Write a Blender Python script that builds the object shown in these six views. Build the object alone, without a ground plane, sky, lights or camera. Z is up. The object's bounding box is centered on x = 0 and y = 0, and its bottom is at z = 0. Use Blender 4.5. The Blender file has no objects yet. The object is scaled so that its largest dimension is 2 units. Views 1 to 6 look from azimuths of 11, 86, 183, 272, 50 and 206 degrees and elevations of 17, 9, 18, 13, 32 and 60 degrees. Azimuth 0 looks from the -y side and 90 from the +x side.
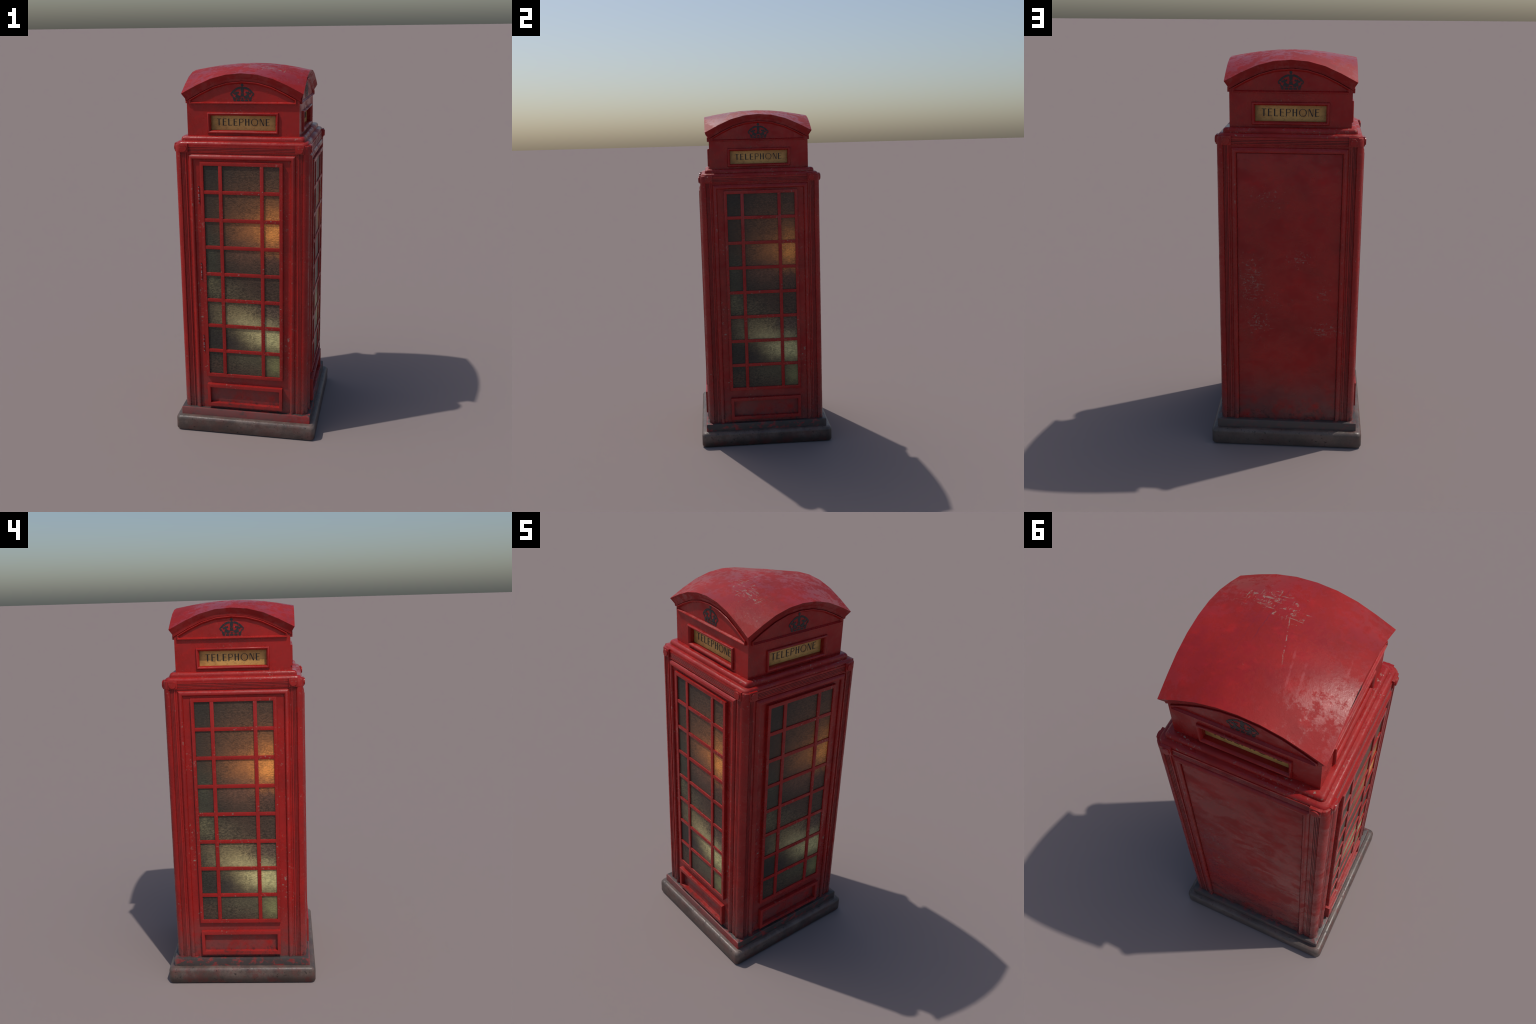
# A weathered red telephone kiosk: plinth, fluted corner pillars, glazed doors on three
# sides, plain back panel, cornice, sign box with lettering and crown, sail-vault roof.
import bpy, bmesh, math
from mathutils import Vector

# ------------------------------------------------------------------ main sizes (metres)
PLINTH_HALF, PLINTH_TOP = 0.393, 0.090
STEP_HALF, STEP_TOP = 0.364, 0.132
DOOR_D = 0.341            # distance of the flat door skin from the axis
BEAD_OUT, BEAD_TOP = 0.277, 1.5675
WIN_HALF, WIN_LOW, WIN_HIGH, WIN_D = 0.2135, 0.332, 1.5310, 0.3565
OPEN_HALF, OPEN_LOW, OPEN_HIGH = 0.1965, 0.3505, 1.5128
BAR = 0.0185
BOX_D, BOX_LOW = 0.288, 1.654
EAVE, EAVE_Z, ARCH_RISE, CROWN_RISE = 0.310, 1.867, 0.099, 0.034
FACES = {"front": 0, "right": 90, "back": 180, "left": 270}

# ------------------------------------------------------------------ scene helpers
root = bpy.data.objects.new("telephone_box", None)
bpy.context.scene.collection.objects.link(root)
root.empty_display_size = 0.3
root["label"] = "weathered red cast-iron telephone kiosk with domed roof and glazed doors"
root["category"] = "telephone box"


def add(name, mesh, mats=(), parent=None, rot=0.0):
    ob = bpy.data.objects.new(name, mesh)
    bpy.context.scene.collection.objects.link(ob)
    ob.parent = parent or root
    if rot:
        ob.rotation_euler = (0, 0, math.radians(rot))
    if mats and not mesh.materials:
        for m in mats:
            mesh.materials.append(m)
    return ob


def finish(bm, name, smooth=35.0, weld=True):
    if weld:
        bmesh.ops.remove_doubles(bm, verts=bm.verts, dist=1e-5)
    bmesh.ops.recalc_face_normals(bm, faces=bm.faces)
    if smooth:
        for f in bm.faces:
            f.smooth = True
        for e in bm.edges:
            if len(e.link_faces) == 2:
                e.smooth = e.calc_face_angle(0) < math.radians(smooth)
    me = bpy.data.meshes.new(name)
    bm.to_mesh(me)
    bm.free()
    return me


def bm_box(bm, x0, x1, y0, y1, z0, z1, bevel=0.0, seg=2):
    vs = [bm.verts.new((x, y, z)) for x in (x0, x1) for y in (y0, y1) for z in (z0, z1)]
    fs = [bm.faces.new([vs[i] for i in q]) for q in
          ((0, 1, 3, 2), (4, 6, 7, 5), (0, 4, 5, 1), (2, 3, 7, 6), (0, 2, 6, 4), (1, 5, 7, 3))]
    if bevel:
        es = list({e for f in fs for e in f.edges})
        bmesh.ops.bevel(bm, geom=es, offset=bevel, segments=seg, profile=0.6, affect="EDGES")
    return fs


def mesh_box(name, *a, **k):
    bm = bmesh.new()
    bm_box(bm, *a, **k)
    return finish(bm, name, weld=False)


def ring(half, r, n=6):
    """Square of the given half width with rounded corners, anticlockwise."""
    pts, r = [], min(r, half * 0.9)
    for k, (sx, sy) in enumerate(((1, -1), (1, 1), (-1, 1), (-1, -1))):
        for i in range(n + 1):
            a = math.radians(-90 + 90 * k + 90 * i / n)
            pts.append((sx * (half - r) + r * math.cos(a), sy * (half - r) + r * math.sin(a)))
    return pts


def square_loft(name, prof, n=6, cap_low=True, cap_high=True, smooth=35):
    """prof: (half width, z, corner radius) from bottom to top."""
    bm = bmesh.new()
    rows = [[bm.verts.new((x, y, z)) for x, y in ring(h, r, n)] for h, z, r in prof]
    m = len(rows[0])
    for a, b in zip(rows, rows[1:]):
        for i in range(m):
            bm.faces.new((a[i], a[(i + 1) % m], b[(i + 1) % m], b[i]))
    if cap_low:
        bm.faces.new(rows[0][::-1])
    if cap_high:
        bm.faces.new(rows[-1])
    return finish(bm, name, smooth)


def quarter(cx, cz, r_x, r_z, n=6, a0=0, a1=90):
    return [(cx + r_x * math.cos(math.radians(a0 + (a1 - a0) * i / n)),
             cz + r_z * math.sin(math.radians(a0 + (a1 - a0) * i / n))) for i in range(n + 1)]


def extrude_outline(bm, pts, y0, y1):
    """Closed outline in (x, z), made solid between depths y0 (front) and y1 (back)."""
    fr = [bm.verts.new((x, y0, z)) for x, z in pts]
    bk = [bm.verts.new((x, y1, z)) for x, z in pts]
    n = len(pts)
    fs = [bm.faces.new(fr), bm.faces.new(bk[::-1])]
    for i in range(n):
        fs.append(bm.faces.new((fr[i], bk[i], bk[(i + 1) % n], fr[(i + 1) % n])))
    return fs


# ------------------------------------------------------------------ node helpers
class Nodes:
    def __init__(self, name):
        self.mat = bpy.data.materials.new(name)
        self.mat.use_nodes = True
        self.t = self.mat.node_tree
        self.bsdf = self.t.nodes["Principled BSDF"]
        self.co = self.n("ShaderNodeTexCoord").outputs["Object"]
        self._sep = None

    def n(self, kind, **props):
        node = self.t.nodes.new(kind)
        for k, v in props.items():
            setattr(node, k, v)
        return node

    def put(self, sock, v):
        if isinstance(v, bpy.types.NodeSocket):
            self.t.links.new(v, sock)
        else:
            if sock.type == "RGBA" and len(v) == 3:
                v = (*v, 1)
            sock.default_value = v

    def math(self, op, a, b=0.0, c=0.0, clamp=False):
        m = self.n("ShaderNodeMath", operation=op, use_clamp=clamp)
        for s, v in zip(m.inputs, (a, b, c)):
            self.put(s, v)
        return m.outputs[0]

    def xyz(self, v=None):
        s = self.n("ShaderNodeSeparateXYZ")
        self.put(s.inputs[0], v or self.co)
        return s.outputs

    def mapped(self, scale=(1, 1, 1), loc=(0, 0, 0), rot=(0, 0, 0)):
        m = self.n("ShaderNodeMapping")
        self.put(m.inputs["Vector"], self.co)
        m.inputs["Scale"].default_value = scale
        m.inputs["Location"].default_value = loc
        m.inputs["Rotation"].default_value = rot
        return m.outputs[0]

    def noise(self, scale, detail=4, rough=0.55, vec=None, dist=0.0):
        t = self.n("ShaderNodeTexNoise")
        self.put(t.inputs["Vector"], vec or self.co)
        t.inputs["Scale"].default_value = scale
        t.inputs["Detail"].default_value = detail
        t.inputs["Roughness"].default_value = rough
        t.inputs["Distortion"].default_value = dist
        return t.outputs["Fac"]

    def voronoi(self, scale, vec=None):
        t = self.n("ShaderNodeTexVoronoi")
        self.put(t.inputs["Vector"], vec or self.co)
        t.inputs["Scale"].default_value = scale
        return t.outputs["Distance"]

    def step(self, v, lo, hi, a=0.0, b=1.0):
        m = self.n("ShaderNodeMapRange", interpolation_type="SMOOTHSTEP")
        self.put(m.inputs["Value"], v)
        for k, x in (("From Min", lo), ("From Max", hi), ("To Min", a), ("To Max", b)):
            m.inputs[k].default_value = x
        return m.outputs[0]

    def mix(self, f, a, b, blend="MIX"):
        m = self.n("ShaderNodeMix", data_type="RGBA", blend_type=blend)
        self.put(m.inputs["Factor"], f)
        self.put(m.inputs[6], a)
        self.put(m.inputs[7], b)
        return m.outputs[2]

    def mul(self, *v):
        r = v[0]
        for x in v[1:]:
            r = self.math("MULTIPLY", r, x)
        return r

    def blob(self, p, c, r):
        """Soft spot around point c with radii r (None skips an axis)."""
        tot = None
        for s, ci, ri in zip(p, c, r):
            if ri is None:
                continue
            d = self.math("DIVIDE", self.math("SUBTRACT", s, ci), ri)
            d = self.math("MULTIPLY", d, d)
            tot = d if tot is None else self.math("ADD", tot, d)
        return self.math("POWER", 2.718, self.math("MULTIPLY", tot, -1.0))

    def crease(self, dist):
        a = self.n("ShaderNodeAmbientOcclusion", samples=8, only_local=False)
        a.inputs["Distance"].default_value = dist
        return self.math("SUBTRACT", 1.0, a.outputs["AO"])

    def bump(self, h, strength, dist=0.001, normal=None):
        b = self.n("ShaderNodeBump")
        self.put(b.inputs["Height"], h)
        b.inputs["Strength"].default_value = strength
        b.inputs["Distance"].default_value = dist
        if normal:
            self.put(b.inputs["Normal"], normal)
        return b.outputs[0]

    def out(self, color, rough, normal=None, spec=0.5, metal=0.0):
        self.put(self.bsdf.inputs["Base Color"], color)
        self.put(self.bsdf.inputs["Roughness"], rough)
        self.put(self.bsdf.inputs["Specular IOR Level"], spec)
        self.put(self.bsdf.inputs["Metallic"], metal)
        if normal:
            self.put(self.bsdf.inputs["Normal"], normal)
        return self.mat


RED_DEEP, RED, RED_BRIGHT = (0.270, 0.0105, 0.0090), (0.365, 0.0120, 0.0100), (0.46, 0.0090, 0.0065)
CHIP = (0.30, 0.245, 0.195)
GRIME = (0.030, 0.026, 0.026)


def red_paint(name, chips=1.0, base_dirt=True, spots=(), scratch=1.0, crease=0.5, wash_stretch=1.0, dust_amt=0.8, orange_peel=0.20, drag=()):
    N = Nodes(name)
    x, y, z = N.xyz()
    big = N.noise(4.0, 5, 0.6)
    mid = N.noise(22, 6, 0.65)
    fine = N.noise(160, 3, 0.6)
    col = N.mix(N.step(big, 0.32, 0.68), RED_DEEP, RED)
    col = N.mix(N.mul(N.step(mid, 0.52, 0.75), 0.55), col, RED_BRIGHT)
    col = N.mix(N.mul(N.step(fine, 0.45, 0.75), 0.25), col, RED_DEEP)
    # brush streaks that run down the paint
    streak = N.noise(9, 5, 0.6, vec=N.mapped((14, 14, 1.2)))
    col = N.mix(N.mul(N.step(streak, 0.55, 0.8), 0.3), col, (0.19, 0.022, 0.022))
    # darker red in corners and creases
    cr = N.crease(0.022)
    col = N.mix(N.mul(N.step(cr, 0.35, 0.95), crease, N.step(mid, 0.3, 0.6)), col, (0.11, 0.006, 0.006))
    # flaked chips in patches and dragged scratches
    patch = N.step(N.noise(4.1, 3, 0.6, vec=N.mapped(loc=(3.1, 1.7, 0.4))), 0.45, 0.62)
    flake = N.step(N.noise(75, 5, 0.7, vec=N.mapped((1, 1, 1.3))), 0.595, 0.66)
    chip = N.mul(flake, patch, 0.6 * chips)
    if scratch:
        sc = N.step(N.noise(7, 6, 0.75, vec=N.mapped((2.2, 2.2, 26), rot=(0.0, 0.05, 0.0))), 0.68, 0.74)
        patch2 = N.step(N.noise(5.0, 2, 0.5, vec=N.mapped(loc=(0.3, 5.1, 2.2))), 0.52, 0.64)
        chip = N.math("MAXIMUM", chip, N.mul(sc, patch2, 0.55 * scratch))
    for c, r, amt in spots:
        m = N.mul(N.blob((x, y, z), c, r), amt)
        f2 = N.step(N.noise(48, 6, 0.75, vec=N.mapped((1, 1, 1), loc=(7, 2, 1))), 0.57, 0.66)
        chip = N.math("MAXIMUM", chip, N.mul(f2, N.step(m, 0.12, 0.5)))
    for c, r, amt in drag:      # scuffed zones: short level scratches and specks
        m = N.mul(N.blob((x, y, z), c, r), amt)
        lim = N.math("MULTIPLY_ADD", m, -0.15, 0.665)
        f1 = N.noise(14, 7, 0.8, vec=N.mapped((1.3, 1.3, 9), rot=(0, 0.06, 0)))
        f2 = N.noise(70, 5, 0.75)
        sc = N.step(N.math("SUBTRACT", N.math("MAXIMUM", f1, f2), lim), 0.0, 0.06)
        chip = N.math("MAXIMUM", chip, N.mul(sc, N.step(m, 0.08, 0.3), 0.5))
    col = N.mix(chip, col, CHIP)
    if base_dirt:
        low = N.step(z, 0.150, 0.46, 1.0, 0.0)
        dust = N.mul(low, N.step(N.noise(13, 5, 0.65), 0.22, 0.58), dust_amt)
        col = N.mix(dust, col, (0.150, 0.054, 0.050))
        soil = N.mul(N.step(z, 0.132, 0.24, 1.0, 0.0), N.step(N.noise(40, 6, 0.7), 0.50, 0.66), 0.85)
        col = N.mix(soil, col, GRIME)
    # washed and unwashed patches: gloss comes and goes
    ro = N.noise(7.5, 8, 0.72, vec=N.mapped((1.0, 1.0, wash_stretch), loc=(1, 4, 2)), dist=0.4)
    dull = N.step(ro, 0.42, 0.60)
    rough = N.math("ADD", N.math("MULTIPLY_ADD", dull, 0.36, 0.23), N.mul(chip, 0.2), clamp=True)
    spec = N.math("MULTIPLY_ADD", dull, -0.10, 0.45)
    nor = N.bump(N.noise(30, 5, 0.65), orange_peel, 0.0022)
    nor = N.bump(mid, 0.20, 0.0010, nor)
    nor = N.bump(fine, 0.16, 0.0006, nor)
    nor = N.bump(chip, 0.35, -0.0008, nor)
    return N.out(col, rough, nor, spec=spec)


def roof_paint():
    N = Nodes("roof_red_paint")
    x, y, z = N.xyz()
    big = N.noise(3.6, 5, 0.6)
    mid = N.noise(18, 6, 0.65)
    fine = N.noise(150, 3, 0.6)
    col = N.mix(N.step(big, 0.32, 0.68), (0.255, 0.0100, 0.0095), (0.335, 0.0120, 0.0105))
    col = N.mix(N.mul(N.step(mid, 0.5, 0.75), 0.5), col, (0.43, 0.012, 0.012))
    # worn cluster near the front and the right edge, with dragged marks in both directions
    spots = (((0.10, -0.15), (0.17, 0.11), 1.0), ((0.25, -0.24), (0.05, 0.06), 0.7), ((0.0, -0.10), (0.07, 0.05), 1.0),
             ((0.26, 0.09), (0.03, 0.05), 0.5), ((-0.12, -0.22), (0.05, 0.03), 0.45), ((0.18, 0.00), (0.07, 0.03), 0.45),
             ((0.20, -0.12), (0.10, 0.05), 0.55), ((-0.03, -0.02), (0.05, 0.06), 0.45), ((0.24, 0.17), (0.05, 0.04), 0.4),
             ((0.04, 0.14), (0.09, 0.05), 0.36), ((-0.20, -0.02), (0.05, 0.10), 0.36), ((-0.12, 0.18), (0.08, 0.06), 0.38))
    m = N.mul(N.step(N.noise(3.5, 3, 0.6), 0.56, 0.7), 0.28)
    for c, rad, amt in spots:
        m = N.math("MAXIMUM", m, N.mul(N.blob((x, y), c, rad), amt))
    a = N.noise(11, 7, 0.78, vec=N.mapped((1.2, 9, 1)))
    b = N.noise(11, 7, 0.78, vec=N.mapped((9, 1.2, 1), loc=(2, 3, 1)))
    d = N.noise(48, 5, 0.72)
    lim = N.math("MULTIPLY_ADD", m, -0.19, 0.745)
    chip = None
    for f in (a, b, d):
        c = N.step(N.math("SUBTRACT", f, lim), 0.0, 0.035)
        chip = c if chip is None else N.math("MAXIMUM", chip, c)
    chip = N.mul(chip, N.step(m, 0.10, 0.4), 0.62)
    # one broken drag line on the dome, and pale dull rubs beside it
    def drag(cx, cy, slope, half, wide):
        line = N.math("SUBTRACT", N.math("SUBTRACT", x, cx), N.mul(N.math("SUBTRACT", y, cy), slope))
        line = N.math("ADD", line, N.mul(N.math("SUBTRACT", N.noise(25, 3), 0.5), 0.012))
        w = N.step(N.math("ABSOLUTE", line), wide * 0.4, wide, 1.0, 0.0)
        return N.mul(w, N.step(N.math("ABSOLUTE", N.math("SUBTRACT", y, cy)), half * 0.6, half, 1.0, 0.0))
    seg = N.mul(drag(-0.02, -0.01, -0.30, 0.11, 0.0026), N.step(N.noise(45, 4, 0.7), 0.46, 0.55))
    chip = N.math("MAXIMUM", chip, N.mul(seg, 0.6))
    rub = N.math("MAXIMUM", drag(-0.085, 0.10, -0.20, 0.11, 0.006), drag(-0.135, 0.13, -0.16, 0.10, 0.006))
    rub = N.math("MAXIMUM", rub, N.mul(drag(-0.255, 0.02, -0.1, 0.07, 0.005), 0.7))
    rub = N.mul(rub, N.step(N.noise(40, 4, 0.7), 0.38, 0.60), 0.35)
    col = N.mix(rub, col, (0.43, 0.085, 0.085))
    # dark hairline scores running fore and aft
    score = N.math("MAXIMUM", drag(0.075, -0.10, 0.05, 0.17, 0.0022), N.mul(drag(0.115, 0.0, 0.03, 0.20, 0.0018), 0.6))
    col = N.mix(N.mul(score, 0.45), col, (0.14, 0.012, 0.03))
    col = N.mix(chip, col, CHIP)
    ro = N.noise(22, 9, 0.80, vec=N.mapped(loc=(2, 1, 5)))
    wide = N.noise(4.0, 4, 0.6, vec=N.mapped(loc=(6, 1, 5)))
    dull = N.step(N.math("MULTIPLY_ADD", wide, 0.5, N.mul(ro, 0.9)), 0.64, 0.74)
    rough = N.math("MULTIPLY_ADD", dull, 0.30, 0.29)
    spec = N.math("MULTIPLY_ADD", dull, -0.25, 0.55)
    nor = N.bump(N.noise(46, 7, 0.75), 0.38, 0.0024)
    nor = N.bump(fine, 0.12, 0.0005, nor)
    nor = N.bump(chip, 0.3, -0.0008, nor)
    return N.out(col, rough, nor, spec=spec)


def step_paint():
    N = Nodes("soiled_step_paint")
    x, y, z = N.xyz()
    col = N.mix(N.step(N.noise(7, 5), 0.35, 0.65), (0.20, 0.018, 0.018), (0.29, 0.024, 0.023))
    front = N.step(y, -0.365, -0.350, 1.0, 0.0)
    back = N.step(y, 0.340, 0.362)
    # soot and mud, heavy on the sides and thin on the front
    n = N.noise(19, 8, 0.74, vec=N.mapped((1, 1, 1.6), loc=(3, 3, 0)))
    grey = N.mix(N.noise(30, 4), (0.030, 0.031, 0.030), (0.060, 0.056, 0.052))
    lim = N.math("MULTIPLY_ADD", front, 0.13, 0.385)
    soot = N.step(N.math("SUBTRACT", n, lim), 0.0, 0.11)
    pale = N.step(N.noise(44, 5, 0.7), 0.40, 0.62)
    col = N.mix(N.mul(pale, 0.6), col, (0.19, 0.058, 0.056))
    col = N.mix(N.mul(soot, 0.95), col, grey)
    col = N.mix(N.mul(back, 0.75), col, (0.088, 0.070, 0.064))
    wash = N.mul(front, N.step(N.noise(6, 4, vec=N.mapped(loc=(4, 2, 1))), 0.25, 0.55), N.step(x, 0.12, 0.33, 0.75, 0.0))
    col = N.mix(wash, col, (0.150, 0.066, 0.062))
    nor = N.bump(N.noise(30, 6, 0.65), 0.4, 0.002)
    return N.out(col, N.step(N.noise(9, 5), 0.35, 0.65, 0.34, 0.55), nor, spec=0.4)


def plinth_stone():
    N = Nodes("painted_plinth_stone")
    x, y, z = N.xyz()
    col = N.mix(N.step(N.noise(6, 7, 0.66), 0.35, 0.65), (0.088, 0.062, 0.051), (0.155, 0.112, 0.095))
    left = N.step(x, -0.370, -0.391)
    right = N.step(x, 0.370, 0.391)
    back = N.step(y, 0.370, 0.391)
    n = N.noise(13, 8, 0.72, vec=N.mapped((1, 1, 0.9), loc=(1, 2, 3)))
    red = N.step(n, 0.45, 0.62)
    col = N.mix(N.mul(red, N.math("MULTIPLY_ADD", left, 0.45, 0.40)), col, (0.140, 0.046, 0.040))
    soot = N.step(N.noise(15, 7, 0.7, vec=N.mapped(loc=(5, 1, 0))), 0.44, 0.64)
    col = N.mix(N.mul(soot, 0.5), col, (0.046, 0.042, 0.040))
    # foot of the stone: damp and dark, red bleeding through at the left and right
    foot = N.mul(N.step(z, 0.012, 0.055, 1.0, 0.0), N.math("MULTIPLY_ADD", left, 0.55, N.math("MULTIPLY_ADD", right, 0.5, 0.25)))
    col = N.mix(foot, col, N.mix(red, (0.026, 0.018, 0.016), (0.070, 0.012, 0.010)))
    col = N.mix(N.mul(back, 0.45), col, (0.125, 0.102, 0.084))
    pit = N.step(N.noise(52, 4, 0.65), 0.61, 0.68)
    col = N.mix(N.mul(pit, 0.8), col, (0.020, 0.014, 0.012))
    col = N.mix(N.mul(N.step(N.noise(140, 3), 0.5, 0.7), 0.3), col, (0.05, 0.04, 0.036))
    nor = N.bump(N.math("SUBTRACT", N.noise(38, 6, 0.65), N.mul(pit, 0.6)), 0.5, 0.0028)
    nor = N.bump(N.noise(90, 4, 0.6), 0.3, 0.0010, nor)
    return N.out(col, N.step(N.noise(12, 5), 0.35, 0.65, 0.32, 0.46), nor, spec=0.45)


def pane_glass():
    """Opaque hammered panes; amber and olive interior glows painted into the base colour."""
    N = Nodes("hammered_glass")
    x, y, z = N.xyz()
    warp = N.noise(34, 3, 0.6)
    wx = N.math("ADD", x, N.mul(N.math("SUBTRACT", warp, 0.5), 0.07))
    wz = N.math("ADD", z, N.mul(N.math("SUBTRACT", N.noise(30, 3, 0.6, vec=N.mapped(loc=(5, 5, 5))), 0.5), 0.07))
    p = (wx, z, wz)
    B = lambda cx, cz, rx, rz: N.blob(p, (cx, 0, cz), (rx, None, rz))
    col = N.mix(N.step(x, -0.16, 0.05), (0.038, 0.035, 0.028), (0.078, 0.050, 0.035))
    spots = [   # colour, centre (x, z), radii, weight: amber patches high on the right, olive ones low down
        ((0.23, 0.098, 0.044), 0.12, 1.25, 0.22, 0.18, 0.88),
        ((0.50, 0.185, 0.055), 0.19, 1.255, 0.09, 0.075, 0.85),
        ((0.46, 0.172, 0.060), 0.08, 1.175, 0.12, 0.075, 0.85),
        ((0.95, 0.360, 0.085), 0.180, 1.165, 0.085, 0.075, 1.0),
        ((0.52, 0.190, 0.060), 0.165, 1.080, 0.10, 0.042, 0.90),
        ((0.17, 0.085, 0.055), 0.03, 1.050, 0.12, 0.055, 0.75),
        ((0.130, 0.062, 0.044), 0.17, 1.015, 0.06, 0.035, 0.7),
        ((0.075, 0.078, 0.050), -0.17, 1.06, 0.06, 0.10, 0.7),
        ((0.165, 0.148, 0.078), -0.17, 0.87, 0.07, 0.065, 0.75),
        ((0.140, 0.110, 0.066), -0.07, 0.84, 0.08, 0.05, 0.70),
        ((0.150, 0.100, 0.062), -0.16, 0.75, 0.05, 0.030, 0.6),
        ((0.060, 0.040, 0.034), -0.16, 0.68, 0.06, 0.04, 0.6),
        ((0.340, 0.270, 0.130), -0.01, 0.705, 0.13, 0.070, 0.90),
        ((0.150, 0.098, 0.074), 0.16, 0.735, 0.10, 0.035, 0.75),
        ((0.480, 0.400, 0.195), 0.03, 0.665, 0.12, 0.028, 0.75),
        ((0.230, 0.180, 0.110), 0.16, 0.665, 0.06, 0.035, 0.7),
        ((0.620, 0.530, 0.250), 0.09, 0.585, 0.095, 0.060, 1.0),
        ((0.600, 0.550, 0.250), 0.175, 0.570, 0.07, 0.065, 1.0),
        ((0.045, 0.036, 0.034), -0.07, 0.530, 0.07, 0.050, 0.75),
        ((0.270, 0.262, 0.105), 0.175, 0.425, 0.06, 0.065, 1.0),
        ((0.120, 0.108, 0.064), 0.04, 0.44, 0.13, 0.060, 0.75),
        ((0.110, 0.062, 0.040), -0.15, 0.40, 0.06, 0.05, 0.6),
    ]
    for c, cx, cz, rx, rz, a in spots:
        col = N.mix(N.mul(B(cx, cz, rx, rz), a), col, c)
    # flowing ripples of the hammered surface, slanting down to the right; strong low, faint high
    flow = N.n("ShaderNodeVectorMath", operation="ADD")
    N.put(flow.inputs[0], N.mapped((1.0, 1.0, 2.0), rot=(0, math.radians(-20), 0)))
    swirl = N.n("ShaderNodeTexNoise")
    N.put(swirl.inputs["Vector"], N.co)
    swirl.inputs["Scale"].default_value = 16
    swirl.inputs["Detail"].default_value = 2
    sv = N.n("ShaderNodeVectorMath", operation="SCALE")
    N.put(sv.inputs[0], swirl.outputs["Color"])
    sv.inputs["Scale"].default_value = 0.055
    N.put(flow.inputs[1], sv.outputs[0])
    rip = N.noise(92, 4, 0.62, vec=flow.outputs[0], dist=0.35)
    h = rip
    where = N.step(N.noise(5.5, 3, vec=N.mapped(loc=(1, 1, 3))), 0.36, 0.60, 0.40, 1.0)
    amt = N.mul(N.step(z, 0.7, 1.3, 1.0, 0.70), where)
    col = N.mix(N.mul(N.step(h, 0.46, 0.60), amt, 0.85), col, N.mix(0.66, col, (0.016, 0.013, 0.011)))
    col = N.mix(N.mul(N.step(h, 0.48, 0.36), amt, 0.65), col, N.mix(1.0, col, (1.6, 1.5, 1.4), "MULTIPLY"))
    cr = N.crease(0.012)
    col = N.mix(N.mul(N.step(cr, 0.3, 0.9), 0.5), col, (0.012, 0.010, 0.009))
    nor = N.bump(h, 0.7, 0.0025)
    return N.out(col, 0.36, nor, spec=0.30)


def sign_panel_mat():
    N = Nodes("aged_sign_panel")
    col = N.mix(N.step(N.noise(9, 6, 0.65), 0.33, 0.68), (0.42, 0.205, 0.056), (0.62, 0.355, 0.105))
    vein = N.math("ABSOLUTE", N.math("SUBTRACT", N.noise(11, 4, 0.6, vec=N.mapped((1, 1, 1.8), loc=(2, 7, 4))), 0.5))
    col = N.mix(N.mul(N.step(vein, 0.0, 0.02, 1.0, 0.0), 0.35), col, (0.20, 0.085, 0.02))
    x, y, z = N.xyz()
    rust = N.mul(N.blob((x, y, z), (0.060, 0, 1.709), (0.014, None, 0.007)), N.step(N.noise(70, 4), 0.35, 0.6))
    col = N.mix(N.mul(rust, 0.9), col, (0.24, 0.075, 0.008))
    edge = N.step(N.math("ABSOLUTE", x), 0.135, 0.172)
    col = N.mix(N.mul(edge, N.step(N.noise(14, 4), 0.35, 0.65), 0.6), col, (0.12, 0.07, 0.02))
    nor = N.bump(N.noise(16, 5, 0.6), 0.3, 0.003)
    return N.out(col, 0.38, nor, spec=0.4)


def plain(name, col, rough, spec=0.5, metal=0.0, vary=0.25):
    N = Nodes(name)
    dark = tuple(c * (1 - vary) for c in col)
    c = N.mix(N.step(N.noise(60, 4), 0.4, 0.65), col, dark)
    return N.out(c, rough, N.bump(N.noise(120, 3), 0.1, 0.0005), spec=spec, metal=metal)


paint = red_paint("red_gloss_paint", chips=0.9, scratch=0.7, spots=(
    ((-0.237, -0.34, 0.76), (0.018, 0.05, 0.17), 0.6), ((0.238, -0.34, 0.53), (0.014, 0.05, 0.07), 0.7),
    ((0.262, -0.35, 0.95), (0.006, 0.05, 0.30), 0.35), ((-0.260, -0.35, 1.35), (0.006, 0.05, 0.20), 0.35)))
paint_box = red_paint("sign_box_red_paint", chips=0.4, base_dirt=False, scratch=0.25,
                      spots=(((-0.05, -0.29, 1.775), (0.06, 0.05, 0.006), 0.8),))
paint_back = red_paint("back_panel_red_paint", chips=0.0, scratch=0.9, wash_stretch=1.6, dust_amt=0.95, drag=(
    ((-0.19, -0.34, 0.90), (0.09, 0.1, 0.17), 0.85), ((0.19, -0.34, 0.64), (0.09, 0.1, 0.05), 0.9),
    ((-0.16, -0.34, 0.68), (0.08, 0.1, 0.10), 0.8), ((-0.10, -0.34, 1.33), (0.12, 0.1, 0.07), 0.6),
    ((0.05, -0.34, 1.02), (0.08, 0.1, 0.05), 0.8), ((0.17, -0.34, 0.85), (0.06, 0.1, 0.09), 0.55),
    ((-0.06, -0.34, 0.80), (0.10, 0.1, 0.05), 0.6)))
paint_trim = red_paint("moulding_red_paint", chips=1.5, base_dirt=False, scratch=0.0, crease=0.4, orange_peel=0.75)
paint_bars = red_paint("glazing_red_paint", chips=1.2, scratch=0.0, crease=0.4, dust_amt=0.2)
groove_dark = plain("groove_dark_red", (0.15, 0.012, 0.011), 0.55)  # darker red for the faces of the flutes
roof_mat, step_mat, stone = roof_paint(), step_paint(), plinth_stone()
glass, panel_yellow = pane_glass(), sign_panel_mat()
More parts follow.
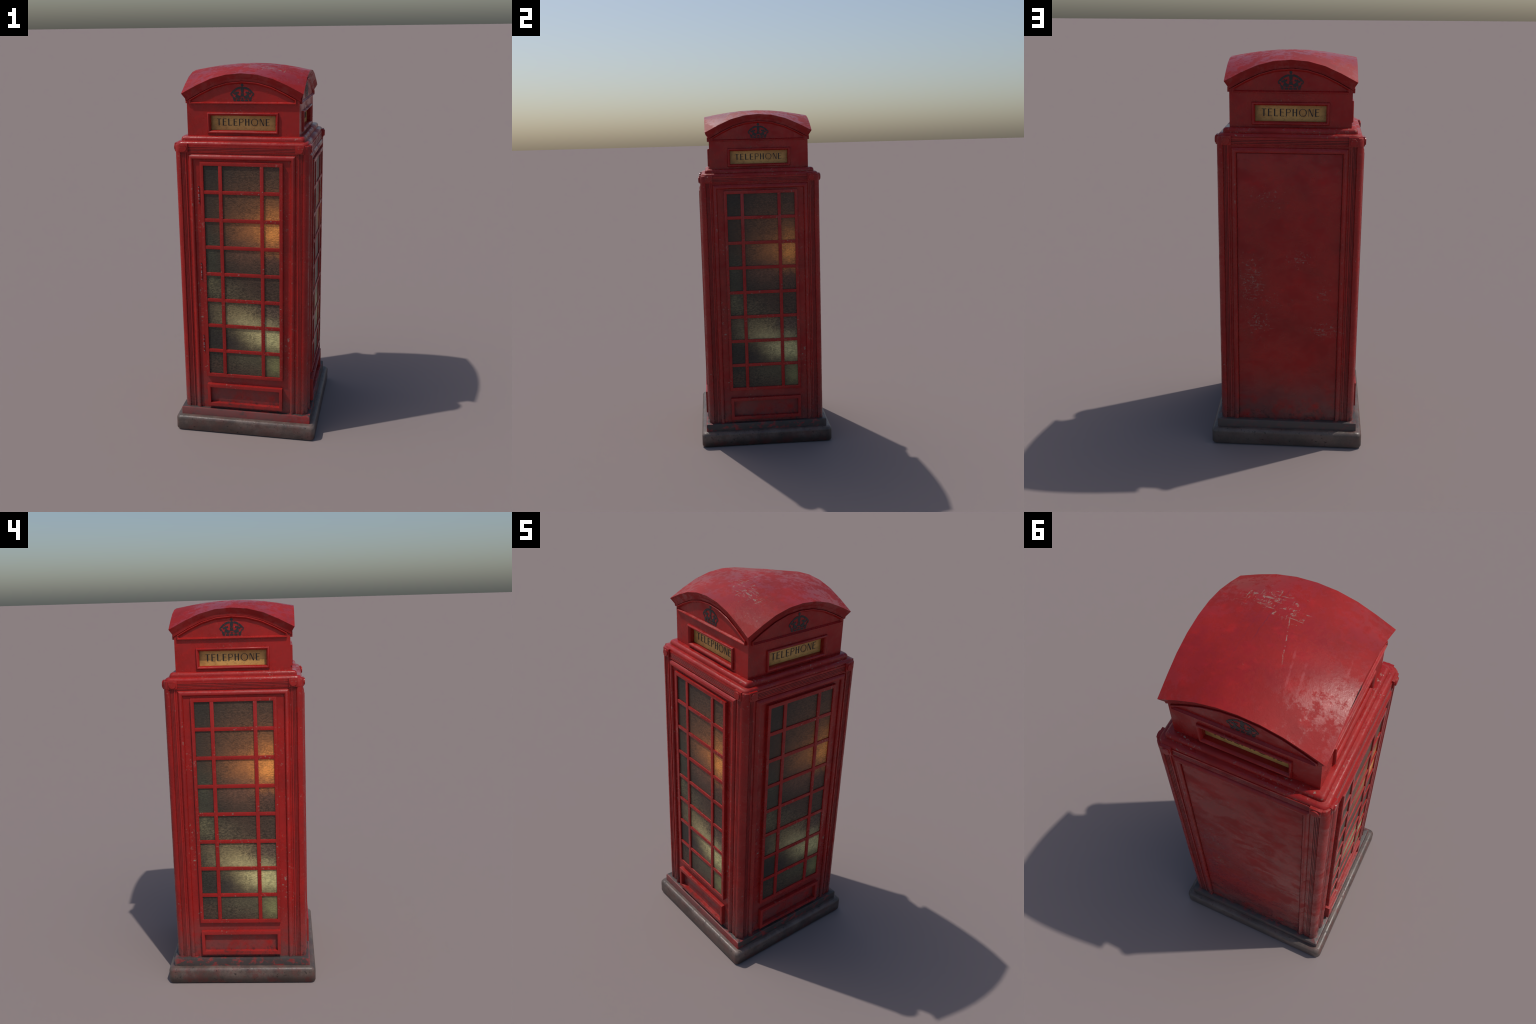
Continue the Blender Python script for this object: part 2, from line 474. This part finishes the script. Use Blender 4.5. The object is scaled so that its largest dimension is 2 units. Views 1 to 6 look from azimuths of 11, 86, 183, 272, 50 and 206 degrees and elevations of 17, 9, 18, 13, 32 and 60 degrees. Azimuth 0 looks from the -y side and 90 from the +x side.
black = plain("black_lettering", (0.012, 0.012, 0.015), 0.45)
crown_black = plain("crown_black_paint", (0.020, 0.020, 0.022), 0.42)
metal = plain("hinge_glint_tint", (0.34, 0.27, 0.28), 0.5)  # pale colour for the highlight dashes along the hinges

# ------------------------------------------------------------------ plinth and step
prof = [(PLINTH_HALF - 0.012, 0.0, 0.020), (PLINTH_HALF - 0.004, 0.003, 0.022), (PLINTH_HALF, 0.011, 0.024),
        (PLINTH_HALF, 0.068, 0.024)]
prof += [(h, z, 0.024) for h, z in quarter(PLINTH_HALF - 0.020, 0.068, 0.020, 0.020, 6)][1:]
prof += [(0.34, 0.0885, 0.02)]
add("plinth", square_loft("plinth", prof), (stone,))
prof = [(STEP_HALF, 0.080, 0.004), (STEP_HALF, 0.126, 0.004), (STEP_HALF - 0.002, 0.1305, 0.004),
        (STEP_HALF - 0.006, STEP_TOP, 0.004), (0.30, STEP_TOP + 0.0005, 0.004)]
add("plinth_step", square_loft("plinth_step", prof), (step_mat,))

# ------------------------------------------------------------------ corner pillars
GROOVES = (0.2965, 0.3030, 0.3095)


def pillar_mesh():
    """Cross-section of the front right corner: valley, fluted strip, quarter-round column."""
    half = [(0.270, 0.3400), (0.2855, 0.3400), (0.2868, 0.3440)]
    dark = []
    for g in GROOVES:
        half += [(g - 0.0015, 0.3440), (g - 0.0007, 0.3422), (g + 0.0007, 0.3422), (g + 0.0015, 0.3440)]
        dark.append(len(half) - 3)
    half += [(0.3130, 0.3440), (0.3143, 0.3415), (0.3156, 0.3455)]
    arc = quarter(0.3170, 0.3170, 0.0295, 0.0295, 8, 90, 0)          # column nosing
    arc = [(px, py) for px, py in arc]
    n = len(half)
    pts = [(x, -d) for x, d in half] + [(x, -d) for x, d in arc] + [(d, -x) for x, d in reversed(half)]
    pts += [(0.30, -0.270), (0.27, -0.270), (0.27, -0.30)]
    m = len(pts)
    mirror = lambda i: 2 * n + len(arc) - 2 - i
    dark_sides = set()
    for i in dark:
        dark_sides |= {i - 1, i, i + 1}
        dark_sides |= {mirror(i - 1), mirror(i), mirror(i + 1)}
    bm = bmesh.new()
    lo = [bm.verts.new((x, y, STEP_TOP - 0.004)) for x, y in pts]
    hi = [bm.verts.new((x, y, 1.6130)) for x, y in pts]
    for i in range(m):
        f = bm.faces.new((lo[i], lo[(i + 1) % m], hi[(i + 1) % m], hi[i]))
        if i in dark_sides:
            f.material_index = 1
    bm.faces.new(lo[::-1])
    bm.faces.new(hi)
    return finish(bm, "corner_pillar", 30)


def cap_mesh():
    """Slightly thicker drum that ends the quarter-round column below the cornice."""
    bm = bmesh.new()
    r = [(0.0292, 1.5775), (0.0303, 1.5785), (0.0303, 1.6135), (0.0290, 1.6165), (0.024, 1.6185), (0.016, 1.6190)]
    rows = []
    for rad, z in r:
        rows.append([bm.verts.new((0.3170 + px, -0.3170 - py, z)) for px, py in quarter(0, 0, rad, rad, 10)] +
                    [bm.verts.new((0.300, -0.3170, z)), bm.verts.new((0.3170, -0.300, z))])
    for row in rows:
        row[-2], row[-1] = row[-2], row[-1]
    m = len(rows[0])
    for a, b in zip(rows, rows[1:]):
        for i in range(m):
            bm.faces.new((a[i], a[(i + 1) % m], b[(i + 1) % m], b[i]))
    bm.faces.new(rows[0][::-1])
    bm.faces.new(rows[-1])
    return finish(bm, "column_cap", 40)


def rosette_mesh(sign):
    cx, cz = 0.2985 * sign, 1.5985
    bm = bmesh.new()
    bm_box(bm, cx - 0.0228, cx + 0.0228, -0.3512, -0.3200, 1.5775, 1.6212, 0.0006)
    blk = finish(bm, "rosette_block", weld=False)
    bm = bmesh.new()
    rows = []
    for rad, d in ((0.0175, 0.3480), (0.0175, 0.3560), (0.0169, 0.3568), (0.0100, 0.3570)):
        rows.append([bm.verts.new((cx + rad * math.cos(a), -d, cz + rad * math.sin(a)))
                     for a in (math.tau * i / 28 for i in range(28))])
    for a, b in zip(rows, rows[1:]):
        for i in range(28):
            bm.faces.new((a[i], a[(i + 1) % 28], b[(i + 1) % 28], b[i]))
    bm.faces.new(rows[0][::-1])
    bm.faces.new(rows[-1])
    return blk, finish(bm, "rosette_disc", 40)


pillar, cap = pillar_mesh(), cap_mesh()
ros = {s: rosette_mesh(s) for s in (-1, 1)}
for rot in FACES.values():
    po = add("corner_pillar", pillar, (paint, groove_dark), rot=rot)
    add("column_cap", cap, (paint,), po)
for rot in FACES.values():
    for s in (-1, 1):
        b = add("rosette_block", ros[s][0], (paint_trim,), rot=rot)
        add("rosette_disc", ros[s][1], (paint_trim,), b)

# ------------------------------------------------------------------ mouldings round each face
BEAD = [(-0.0010, 0.3380), (0.0000, 0.3425), (0.0030, 0.3455), (0.0075, 0.3490), (0.0120, 0.3515), (0.0165, 0.3525),
        (0.0205, 0.3515), (0.0235, 0.3485), (0.0255, 0.3445), (0.0262, 0.3380)]


def bead_mesh():
    bm = bmesh.new()
    rows = []
    for s, d in BEAD:
        x, zt = BEAD_OUT - s, BEAD_TOP - s
        rows.append([bm.verts.new(p) for p in ((-x, -d, STEP_TOP - 0.003), (-x, -d, zt), (x, -d, zt), (x, -d, STEP_TOP - 0.003))])
    for a, b in zip(rows, rows[1:] + rows[:1]):
        for i in range(3):
            bm.faces.new((a[i], a[i + 1], b[i + 1], b[i]))
    bm.faces.new([r[0] for r in rows])
    bm.faces.new([r[3] for r in rows])
    return finish(bm, "frame_moulding", 40)


def frieze_mesh():
    """Fluted band between the rosette blocks."""
    prof = [(1.5640, 0.330), (1.5640, 0.3393), (1.5745, 0.3393), (1.5760, 0.3438)]
    dark = []
    for g in (1.5800, 1.5872, 1.5942, 1.6015):
        prof += [(g - 0.0015, 0.3438), (g - 0.0007, 0.3421), (g + 0.0007, 0.3421), (g + 0.0015, 0.3438)]
        dark += [len(prof) - 4, len(prof) - 3, len(prof) - 2]
    prof += [(1.6080, 0.3438), (1.6135, 0.3438), (1.6135, 0.330)]
    bm = bmesh.new()
    rows = [[bm.verts.new((x, -d, z)) for z, d in prof] for x in (-0.2772, 0.2772)]
    for i in range(len(prof)):
        j = (i + 1) % len(prof)
        f = bm.faces.new((rows[0][i], rows[1][i], rows[1][j], rows[0][j]))
        if i in dark[3:]:
            f.material_index = 1
    bm.faces.new(rows[0])
    bm.faces.new(rows[1])
    return finish(bm, "fluted_frieze", 30)


bead, frieze = bead_mesh(), frieze_mesh()
for rot in FACES.values():
    add("frame_moulding", bead, (paint,), rot=rot)
    add("fluted_frieze", frieze, (paint_trim, groove_dark), rot=rot)

# ------------------------------------------------------------------ cornice
prof = [(0.310, 1.6120, 0.02), (0.3405, 1.6120, 0.032), (0.3408, 1.6140, 0.032)]
prof += [(h, z, 0.030) for h, z in quarter(0.3265, 1.6155, 0.0145, 0.0165, 7)]
prof += [(0.3215, 1.6325, 0.016), (0.3180, 1.6330, 0.014), (0.3178, 1.6390, 0.014)]
prof += [(h, z, 0.014) for h, z in quarter(0.3035, 1.6400, 0.0143, 0.0160, 7)]
prof += [(0.290, 1.6565, 0.008), (0.25, 1.6565, 0.008)]
add("cornice", square_loft("cornice", prof, 8, smooth=50), (paint_trim,))

# ------------------------------------------------------------------ doors with windows
ROWS, COLS = 8, ((-OPEN_HALF, -0.1180), (-0.0990, 0.0970), (0.1160, OPEN_HALF))
PANE_H = (OPEN_HIGH - OPEN_LOW - (ROWS - 1) * BAR) / ROWS
PITCH = PANE_H + BAR
GLASS_D = 0.3498


def door_skin():
    bm = bmesh.new()
    bm_box(bm, -0.256, 0.256, -DOOR_D, -0.322, STEP_TOP - 0.004, 1.5480)
    return finish(bm, "door_skin", weld=False)


def rect_frame(name, x0, x1, z0, z1, wx, wz0, wz1, d_front, d_back, bevel=0.0012):
    """Mitre-free rectangular frame cut from one slab."""
    bm = bmesh.new()
    outer = [(x0, z0), (x1, z0), (x1, z1), (x0, z1)]
    inner = [(x0 + wx, z0 + wz0), (x1 - wx, z0 + wz0), (x1 - wx, z1 - wz1), (x0 + wx, z1 - wz1)]
    V = lambda pts, d: [bm.verts.new((x, -d, z)) for x, z in pts]
    of, inf, ob, inb = V(outer, d_front), V(inner, d_front), V(outer, d_back), V(inner, d_back)
    edges = set()
    for i in range(4):
        j = (i + 1) % 4
        front = bm.faces.new((of[i], of[j], inf[j], inf[i]))
        bm.faces.new((ob[i], inb[i], inb[j], ob[j]))
        bm.faces.new((of[i], ob[i], ob[j], of[j]))
        bm.faces.new((inf[i], inf[j], inb[j], inb[i]))
        for e in front.edges:
            ends = set(e.verts)
            if ends <= set(of) or ends <= set(inf):
                edges.add(e)
    if bevel:
        bmesh.ops.bevel(bm, geom=list(edges), offset=bevel, segments=2, profile=0.6, affect="EDGES")
    return finish(bm, name, 30, weld=False)


skin = door_skin()
win = rect_frame("window_frame", -WIN_HALF, WIN_HALF, WIN_LOW, WIN_HIGH, WIN_HALF - OPEN_HALF,
                 OPEN_LOW - WIN_LOW, WIN_HIGH - OPEN_HIGH, WIN_D, 0.336)
kick = rect_frame("kick_panel_frame", -0.2100, 0.2100, 0.1520, 0.2860, 0.0165, 0.0200, 0.0190, 0.3630, 0.336)
hbars, vbars, panes = [], [], []
for i in range(ROWS - 1):
    zc = OPEN_HIGH - (i + 1) * PITCH + BAR / 2
    hbars.append(mesh_box("glazing_bar", -OPEN_HALF - 0.002, OPEN_HALF + 0.002, -WIN_D + 0.0016, -0.337,
                          zc - BAR / 2, zc + BAR / 2, bevel=0.0011))
for xa, xb in ((COLS[0][1], COLS[1][0]), (COLS[1][1], COLS[2][0])):
    vbars.append(mesh_box("glazing_bar", xa, xb, -WIN_D + 0.0008, -0.337, OPEN_LOW - 0.002, OPEN_HIGH + 0.002, bevel=0.0011))
for i in range(ROWS):
    z1 = OPEN_HIGH - i * PITCH
    for xa, xb in COLS:
        panes.append(mesh_box("glass_pane", xa - 0.002, xb + 0.002, -GLASS_D, -DOOR_D - 0.0003, z1 - PANE_H - 0.002, z1 + 0.002))

hinge_z = ((1.3125, 1.4005), (0.894, 0.9845), (0.476, 0.569))


def hinge_mesh(z0, z1):
    """Slim barrel hinge: white highlight dashes modelled as pale blocks, with a dark tip."""
    bm = bmesh.new()
    x, h = -0.2262, z1 - z0
    bm_box(bm, x - 0.0020, x + 0.0020, -DOOR_D - 0.0042, -DOOR_D + 0.002, z0, z1, 0.0012)
    for t, hh in ((0.03, 0.0018), (0.22, 0.0010), (0.30, 0.0022), (0.44, 0.0034), (0.53, 0.0026), (0.74, 0.0018), (0.80, 0.0009), (0.965, 0.0016)):
        zc = z0 + h * t
        for f in bm_box(bm, x - 0.0022, x + 0.0022, -DOOR_D - 0.0044, -DOOR_D + 0.001, zc - hh, zc + hh):
            f.material_index = 1
    for f in bm_box(bm, x - 0.0022, x + 0.0022, -DOOR_D - 0.0044, -DOOR_D + 0.001, z1, z1 + 0.003):
        f.material_index = 2
    return finish(bm, "door_hinge", 30, weld=False)


for side, rot in FACES.items():
    if side == "back":
        continue
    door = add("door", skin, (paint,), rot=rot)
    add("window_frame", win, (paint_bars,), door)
    add("kick_panel_frame", kick, (paint_bars,), door)
    for me in hbars + vbars:
        add("glazing_bar", me, (paint_bars,), door)
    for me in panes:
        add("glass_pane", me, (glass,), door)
    if side == "front":
        for a, b in hinge_z:
            add("door_hinge", hinge_mesh(a, b), (paint, metal, black), door)

# ------------------------------------------------------------------ plain back panel
bm = bmesh.new()
bm_box(bm, -0.2490, 0.2490, -0.3405, -0.322, STEP_TOP - 0.004, 1.5390, 0.0015)
back = add("back_panel", finish(bm, "back_panel", weld=False), (paint_back,), rot=180)
bm = bmesh.new()
bm_box(bm, -0.256, 0.256, -0.3370, -0.318, STEP_TOP - 0.004, 1.5480)
add("panel_rebate", finish(bm, "panel_rebate", weld=False), (paint,), back)

# ------------------------------------------------------------------ roof (sail vault, eight facets a side)
KNOTS = (0.0, 0.0800, 0.1575, 0.2310, 0.3100)
DROPS = (0.0, 0.0657, 0.268, 0.591, 1.0)


def fall(t):
    """How far the arch has fallen at distance t from its middle, 0 at the crown and 1 at the eave."""
    t = abs(t)
    for a, b, fa, fb in zip(KNOTS, KNOTS[1:], DROPS, DROPS[1:]):
        if t <= b + 1e-9:
            return fa + (fb - fa) * (t - a) / (b - a)
    return 1.0


def arch(t):
    return EAVE_Z + ARCH_RISE * (1 - fall(t))


def dome(x, y):
    a, b = fall(x), fall(y)
    return EAVE_Z + ARCH_RISE + CROWN_RISE - CROWN_RISE * (a + b) - (ARCH_RISE - CROWN_RISE) * a * b


T = sorted({-k for k in KNOTS} | set(KNOTS))
bm = bmesh.new()
grid = [[bm.verts.new((x, y, dome(x, y))) for y in T] for x in T]
for i in range(8):
    for j in range(8):
        bm.faces.new((grid[i][j], grid[i + 1][j], grid[i + 1][j + 1], grid[i][j + 1]))
for rot in FACES.values():
    c, s = math.cos(math.radians(rot)), math.sin(math.radians(rot))
    P = lambda x, y, z: bm.verts.new((c * x - s * y, s * x + c * y, z))
    rows = []
    for d, dz in ((EAVE, 0.0), (0.2955, -0.0238), (0.2945, -0.0250), (0.2930, -0.0372), (0.2860, -0.0380), (0.27, -0.0380)):
        rows.append([P(t * d / EAVE, -d, arch(t) + dz) for t in T])
    for a, b in zip(rows, rows[1:]):
        for i in range(8):
            bm.faces.new((a[i], a[i + 1], b[i + 1], b[i]))
add("roof", finish(bm, "roof", 30), (roof_mat,))

# ------------------------------------------------------------------ sign box
SIGN_HALF, SIGN_LOW, SIGN_HIGH, SIGN_BACK = 0.1675, 1.6830, 1.7575, 0.2685
TYMP = 0.0385


def wall_mesh():
    """One wall of the sign box, arched at the top, with the sign opening cut through."""
    cuts = sorted(set(round(t * BOX_D / EAVE, 5) for t in T) | {-SIGN_HALF, SIGN_HALF})
    top = lambda x: arch(x * EAVE / BOX_D) - 0.030
    bm = bmesh.new()
    row = [[bm.verts.new((x, -BOX_D, z)) for x in cuts] for z in (BOX_LOW, SIGN_LOW, SIGN_HIGH)]
    row.append([bm.verts.new((x, -BOX_D, top(x))) for x in cuts])
    faces = []
    for r in range(3):
        for i in range(len(cuts) - 1):
            if r == 1 and cuts[i] >= -SIGN_HALF and cuts[i + 1] <= SIGN_HALF:
                continue
            faces.append(bm.faces.new((row[r][i], row[r][i + 1], row[r + 1][i + 1], row[r + 1][i])))
    ext = bmesh.ops.extrude_face_region(bm, geom=faces)
    for v in [g for g in ext["geom"] if isinstance(g, bmesh.types.BMVert)]:
        v.co.y += 0.025
        if abs(v.co.x) > 0.28:
            v.co.x = math.copysign(BOX_D - 0.0256, v.co.x)
    bm.normal_update()
    return finish(bm, "box_wall", 25)


def tympanum_frame():
    """Raised moulding: flat bottom bar, short ends and an arch following the roof."""
    n = 36
    def outline(inset, x_half, z_low):
        pts = []
        for i in range(n + 1):
            x = -x_half + 2 * x_half * i / n
            pts.append((x, max(arch(x * EAVE / BOX_D) - TYMP - inset, z_low)))
        return [(-x_half, z_low)] + pts + [(x_half, z_low)]
    steps = [(0.0, 0.2725, 1.8160, 0.286), (0.0, 0.2725, 1.8160, 0.2975), (0.0012, 0.2713, 1.8172, 0.2990),
             (0.0045, 0.2690, 1.8205, 0.2990), (0.0065, 0.2672, 1.8220, 0.2955), (0.0085, 0.2640, 1.8238, 0.2935),
             (0.0120, 0.2600, 1.8262, 0.2890), (0.0125, 0.2590, 1.8266, 0.286)]
    bm = bmesh.new()
    rows = [[bm.verts.new((x, -d, z)) for x, z in outline(i, h, zl)] for i, h, zl, d in steps]
    m = len(rows[0])
    for a, b in zip(rows, rows[1:]):
        for i in range(m):
            bm.faces.new((a[i], a[(i + 1) % m], b[(i + 1) % m], b[i]))
    return finish(bm, "tympanum_frame", 30)


def sign_frame():
    """Half-round moulding round the sign, falling back into the opening."""
    prof = [(0.1835, 0.2870), (0.1832, 0.2915), (0.1820, 0.2955), (0.1800, 0.2982), (0.1778, 0.2990), (0.1755, 0.2984),
            (0.1730, 0.2965), (0.1705, 0.2930), (0.1685, 0.2890), (0.1676, 0.2860), (0.1675, SIGN_BACK - 0.002)]
    bm = bmesh.new()
    rows = []
    for h, d in prof:
        e = h - SIGN_HALF
        rows.append([bm.verts.new((x, -d, z)) for x, z in ((-h, SIGN_LOW - e), (h, SIGN_LOW - e), (h, SIGN_HIGH + e), (-h, SIGN_HIGH + e))])
    for a, b in zip(rows, rows[1:]):
        for i in range(4):
            bm.faces.new((a[i], a[(i + 1) % 4], b[(i + 1) % 4], b[i]))
    return finish(bm, "sign_frame", 40)


# lettering: thick stems, hairline arms, drawn on a cap height of 1
THICK, THIN = 0.165, 0.062


def bar_pts(x0, x1, z0, z1):
    return [(x0, z0), (x1, z0), (x1, z1), (x0, z1)]


def letter(ch):
    """Outlines of one capital and its advance width (units of cap height)."""
    if ch == "T":
        w = 0.62
        return [bar_pts(0, w, 1 - THIN, 1), bar_pts(w / 2 - THICK / 2, w / 2 + THICK / 2, 0, 1 - THIN)], w
    if ch == "E":
        w = 0.58
        return [bar_pts(0, THICK, 0, 1), bar_pts(THICK, w, 1 - THIN, 1), bar_pts(THICK, w * 0.86, 0.53, 0.53 + THIN),
                bar_pts(THICK, w, 0, THIN)], w
    if ch == "L":
        w = 0.56
        return [bar_pts(0, THICK, 0, 1), bar_pts(THICK, w, 0, THIN)], w
    if ch == "H":
        w = 0.63
        return [bar_pts(0, THICK, 0, 1), bar_pts(w - THICK, w, 0, 1), bar_pts(THICK, w - THICK, 0.53, 0.53 + THIN)], w
    if ch == "P":
        w, c, k = 0.65, 0.735, 14
        outs = [bar_pts(0, THICK * 0.8, 0, 1)]
        o = [(0.36 + 0.29 * math.cos(a), c + 0.265 * math.sin(a)) for a in (math.radians(90 - 180 * i / k) for i in range(k + 1))]
        n = [(0.36 + 0.20 * math.cos(a), c + (0.265 - THIN) * math.sin(a)) for a in (math.radians(90 - 180 * i / k) for i in range(k + 1))]
        o = [(THICK * 0.8, 1.0)] + o + [(THICK * 0.8, c - 0.265)]
        n = [(THICK * 0.8, 1 - THIN)] + n + [(THICK * 0.8, c - 0.265 + THIN)]
        for i in range(len(o) - 1):
            outs.append([o[i], o[i + 1], n[i + 1], n[i]])
        return outs, w
    if ch == "O":
        w, k = 1.06, 40
        A = [math.tau * i / k for i in range(k + 1)]
        o = [(w / 2 + w / 2 * math.cos(a), 0.5 + 0.52 * math.sin(a)) for a in A]
        n = [(w / 2 + (w / 2 - 0.115) * math.cos(a), 0.5 + (0.52 - 0.055) * math.sin(a)) for a in A]
        return [[o[i], o[i + 1], n[i + 1], n[i]] for i in range(k)], w
    if ch == "N":
        w = 0.63
        return [bar_pts(0, THIN, 0, 1), bar_pts(w - THIN, w, 0, 1),
                [(THIN * 0.3, 1.0), (THIN * 0.3 + 0.16, 1.0), (w - THIN * 0.3, 0.0), (w - THIN * 0.3 - 0.13, 0.0)]], w


def letter_mesh(ch, x0, z0, h):
    bm = bmesh.new()
    outs, w = letter(ch)
    for k, o in enumerate(outs):
        extrude_outline(bm, [(x0 + h * a, z0 + h * b) for a, b in o], -SIGN_BACK - 0.0009 - 0.00003 * (k % 5), -SIGN_BACK + 0.001)
    return finish(bm, "sign_letter", 0, weld=False)


def crown_mesh():
    """Royal crown emblem: orb, strapped arches, fleurs and a jewelled band."""
    u, z0, d = 0.000098, 1.8298, BOX_D
    bm = bmesh.new()
    idx = [0]

    def poly(pts, mirror=True):
        for s in ((1, -1) if mirror else (1,)):
            idx[0] += 1
            extrude_outline(bm, [(s * x * u, z0 + z * u) for x, z in pts], -d - 0.0010 - 0.00002 * (idx[0] % 9), -d + 0.001)

    def disc(x, z, rx, rz, mirror=True, n=18):
        poly([(x + rx * math.cos(math.tau * i / n), z + rz * math.sin(math.tau * i / n)) for i in range(n)], mirror)

    disc(0, 800, 72, 70, False)
    poly([(-24, 690), (24, 690), (24, 750), (-24, 750)], False)
    # central strap
    poly([(-98, 700), (98, 700), (64, 455), (30, 440), (-30, 440), (-64, 455)], False)
    # side arches as two overlapping straps
    def strap(cent, w):
        o, i = [], []
        for k, (x, z) in enumerate(cent):
            xa, za = cent[max(k - 1, 0)]
            xb, zb = cent[min(k + 1, len(cent) - 1)]
            l = math.hypot(xb - xa, zb - za)
            nx, nz = -(zb - za) / l, (xb - xa) / l
            o.append((x + nx * w / 2, z + nz * w / 2))
            i.append((x - nx * w / 2, z - nz * w / 2))
        for k in range(len(cent) - 1):
            poly([o[k], o[k + 1], i[k + 1], i[k]])
    strap([(105, 668), (190, 650), (270, 622), (345, 580)], 98)
    strap([(362, 565), (425, 520), (480, 466), (520, 405)], 98)
    strap([(540, 425), (590, 372), (578, 320), (545, 262)], 56)
    # side stem running down to the band
    poly([(530, 345), (500, 330), (455, 215), (395, 190), (345, 150), (355, 85), (470, 95), (500, 200)])
    # fleurs either side
    poly([(318, 512), (362, 425), (345, 335), (280, 335), (274, 430)])
    disc(395, 378, 54, 52)
    disc(220, 432, 52, 50)
    poly([(352, 400), (380, 350), (300, 330), (245, 400), (262, 425), (300, 380)])
    poly([(300, 350), (335, 290), (365, 235), (355, 180), (120, 180), (135, 260), (200, 300), (265, 350)])
    poly([(235, 315), (340, 300), (310, 380), (270, 380)])
    # central cross
    poly([(-78, 430), (0, 362), (78, 430), (78, 310), (95, 268), (-95, 268), (-78, 310)], False)
    disc(0, 425, 38, 32, False)
    poly([(-130, 262), (130, 262), (130, 232), (-130, 232)], False)
    # upper row of jewels and lower band
    poly([(-55, 176), (55, 176), (60, 112), (-60, 112)], False)
    poly([(148, 170), (260, 170), (255, 112), (150, 112)])
    poly([(95, 228), (122, 228), (122, 118), (95, 118)])
    poly([(296, 190), (320, 190), (326, 100), (300, 100)])
    for c, w in ((0, 92), (208, 88)):
        pts = [(c - w, 30), (c - w + 26, 8), (c + w - 26, 8), (c + w, 30), (c + w, 62), (c + w - 18, 84), (c - w + 18, 84), (c - w, 62)]
        poly(pts, c != 0)
    poly([(338, 18), (440, 8), (480, 76), (335, 76)])
    return finish(bm, "crown_emblem", 0, weld=False)


bm = bmesh.new()
bm_box(bm, -0.1720, 0.1720, -SIGN_BACK, -0.262, SIGN_LOW - 0.006, SIGN_HIGH + 0.006)
sign_panel = finish(bm, "sign_panel", weld=False)
wall, tymp, sframe, crown = wall_mesh(), tympanum_frame(), sign_frame(), crown_mesh()
CAP_H, START, END = 0.0345, -0.1375, 0.1345
word = "TELEPHONE"
widths = [letter(c)[1] for c in word]
gap = ((END - START) / CAP_H - sum(widths)) / (len(word) - 1)
letters, xx = [], START
for c, w in zip(word, widths):
    letters.append(letter_mesh(c, xx, 1.7055, CAP_H))
    xx += (w + gap) * CAP_H
for rot in FACES.values():
    box = add("box_wall", wall, (paint_box,), rot=rot)
    add("tympanum_frame", tymp, (paint_box,), box)
    add("sign_frame", sframe, (paint_box,), box)
    add("sign_panel", sign_panel, (panel_yellow,), box)
    add("crown_emblem", crown, (crown_black,), box)
    for me in letters:
        add("sign_letter", me, (black,), box)
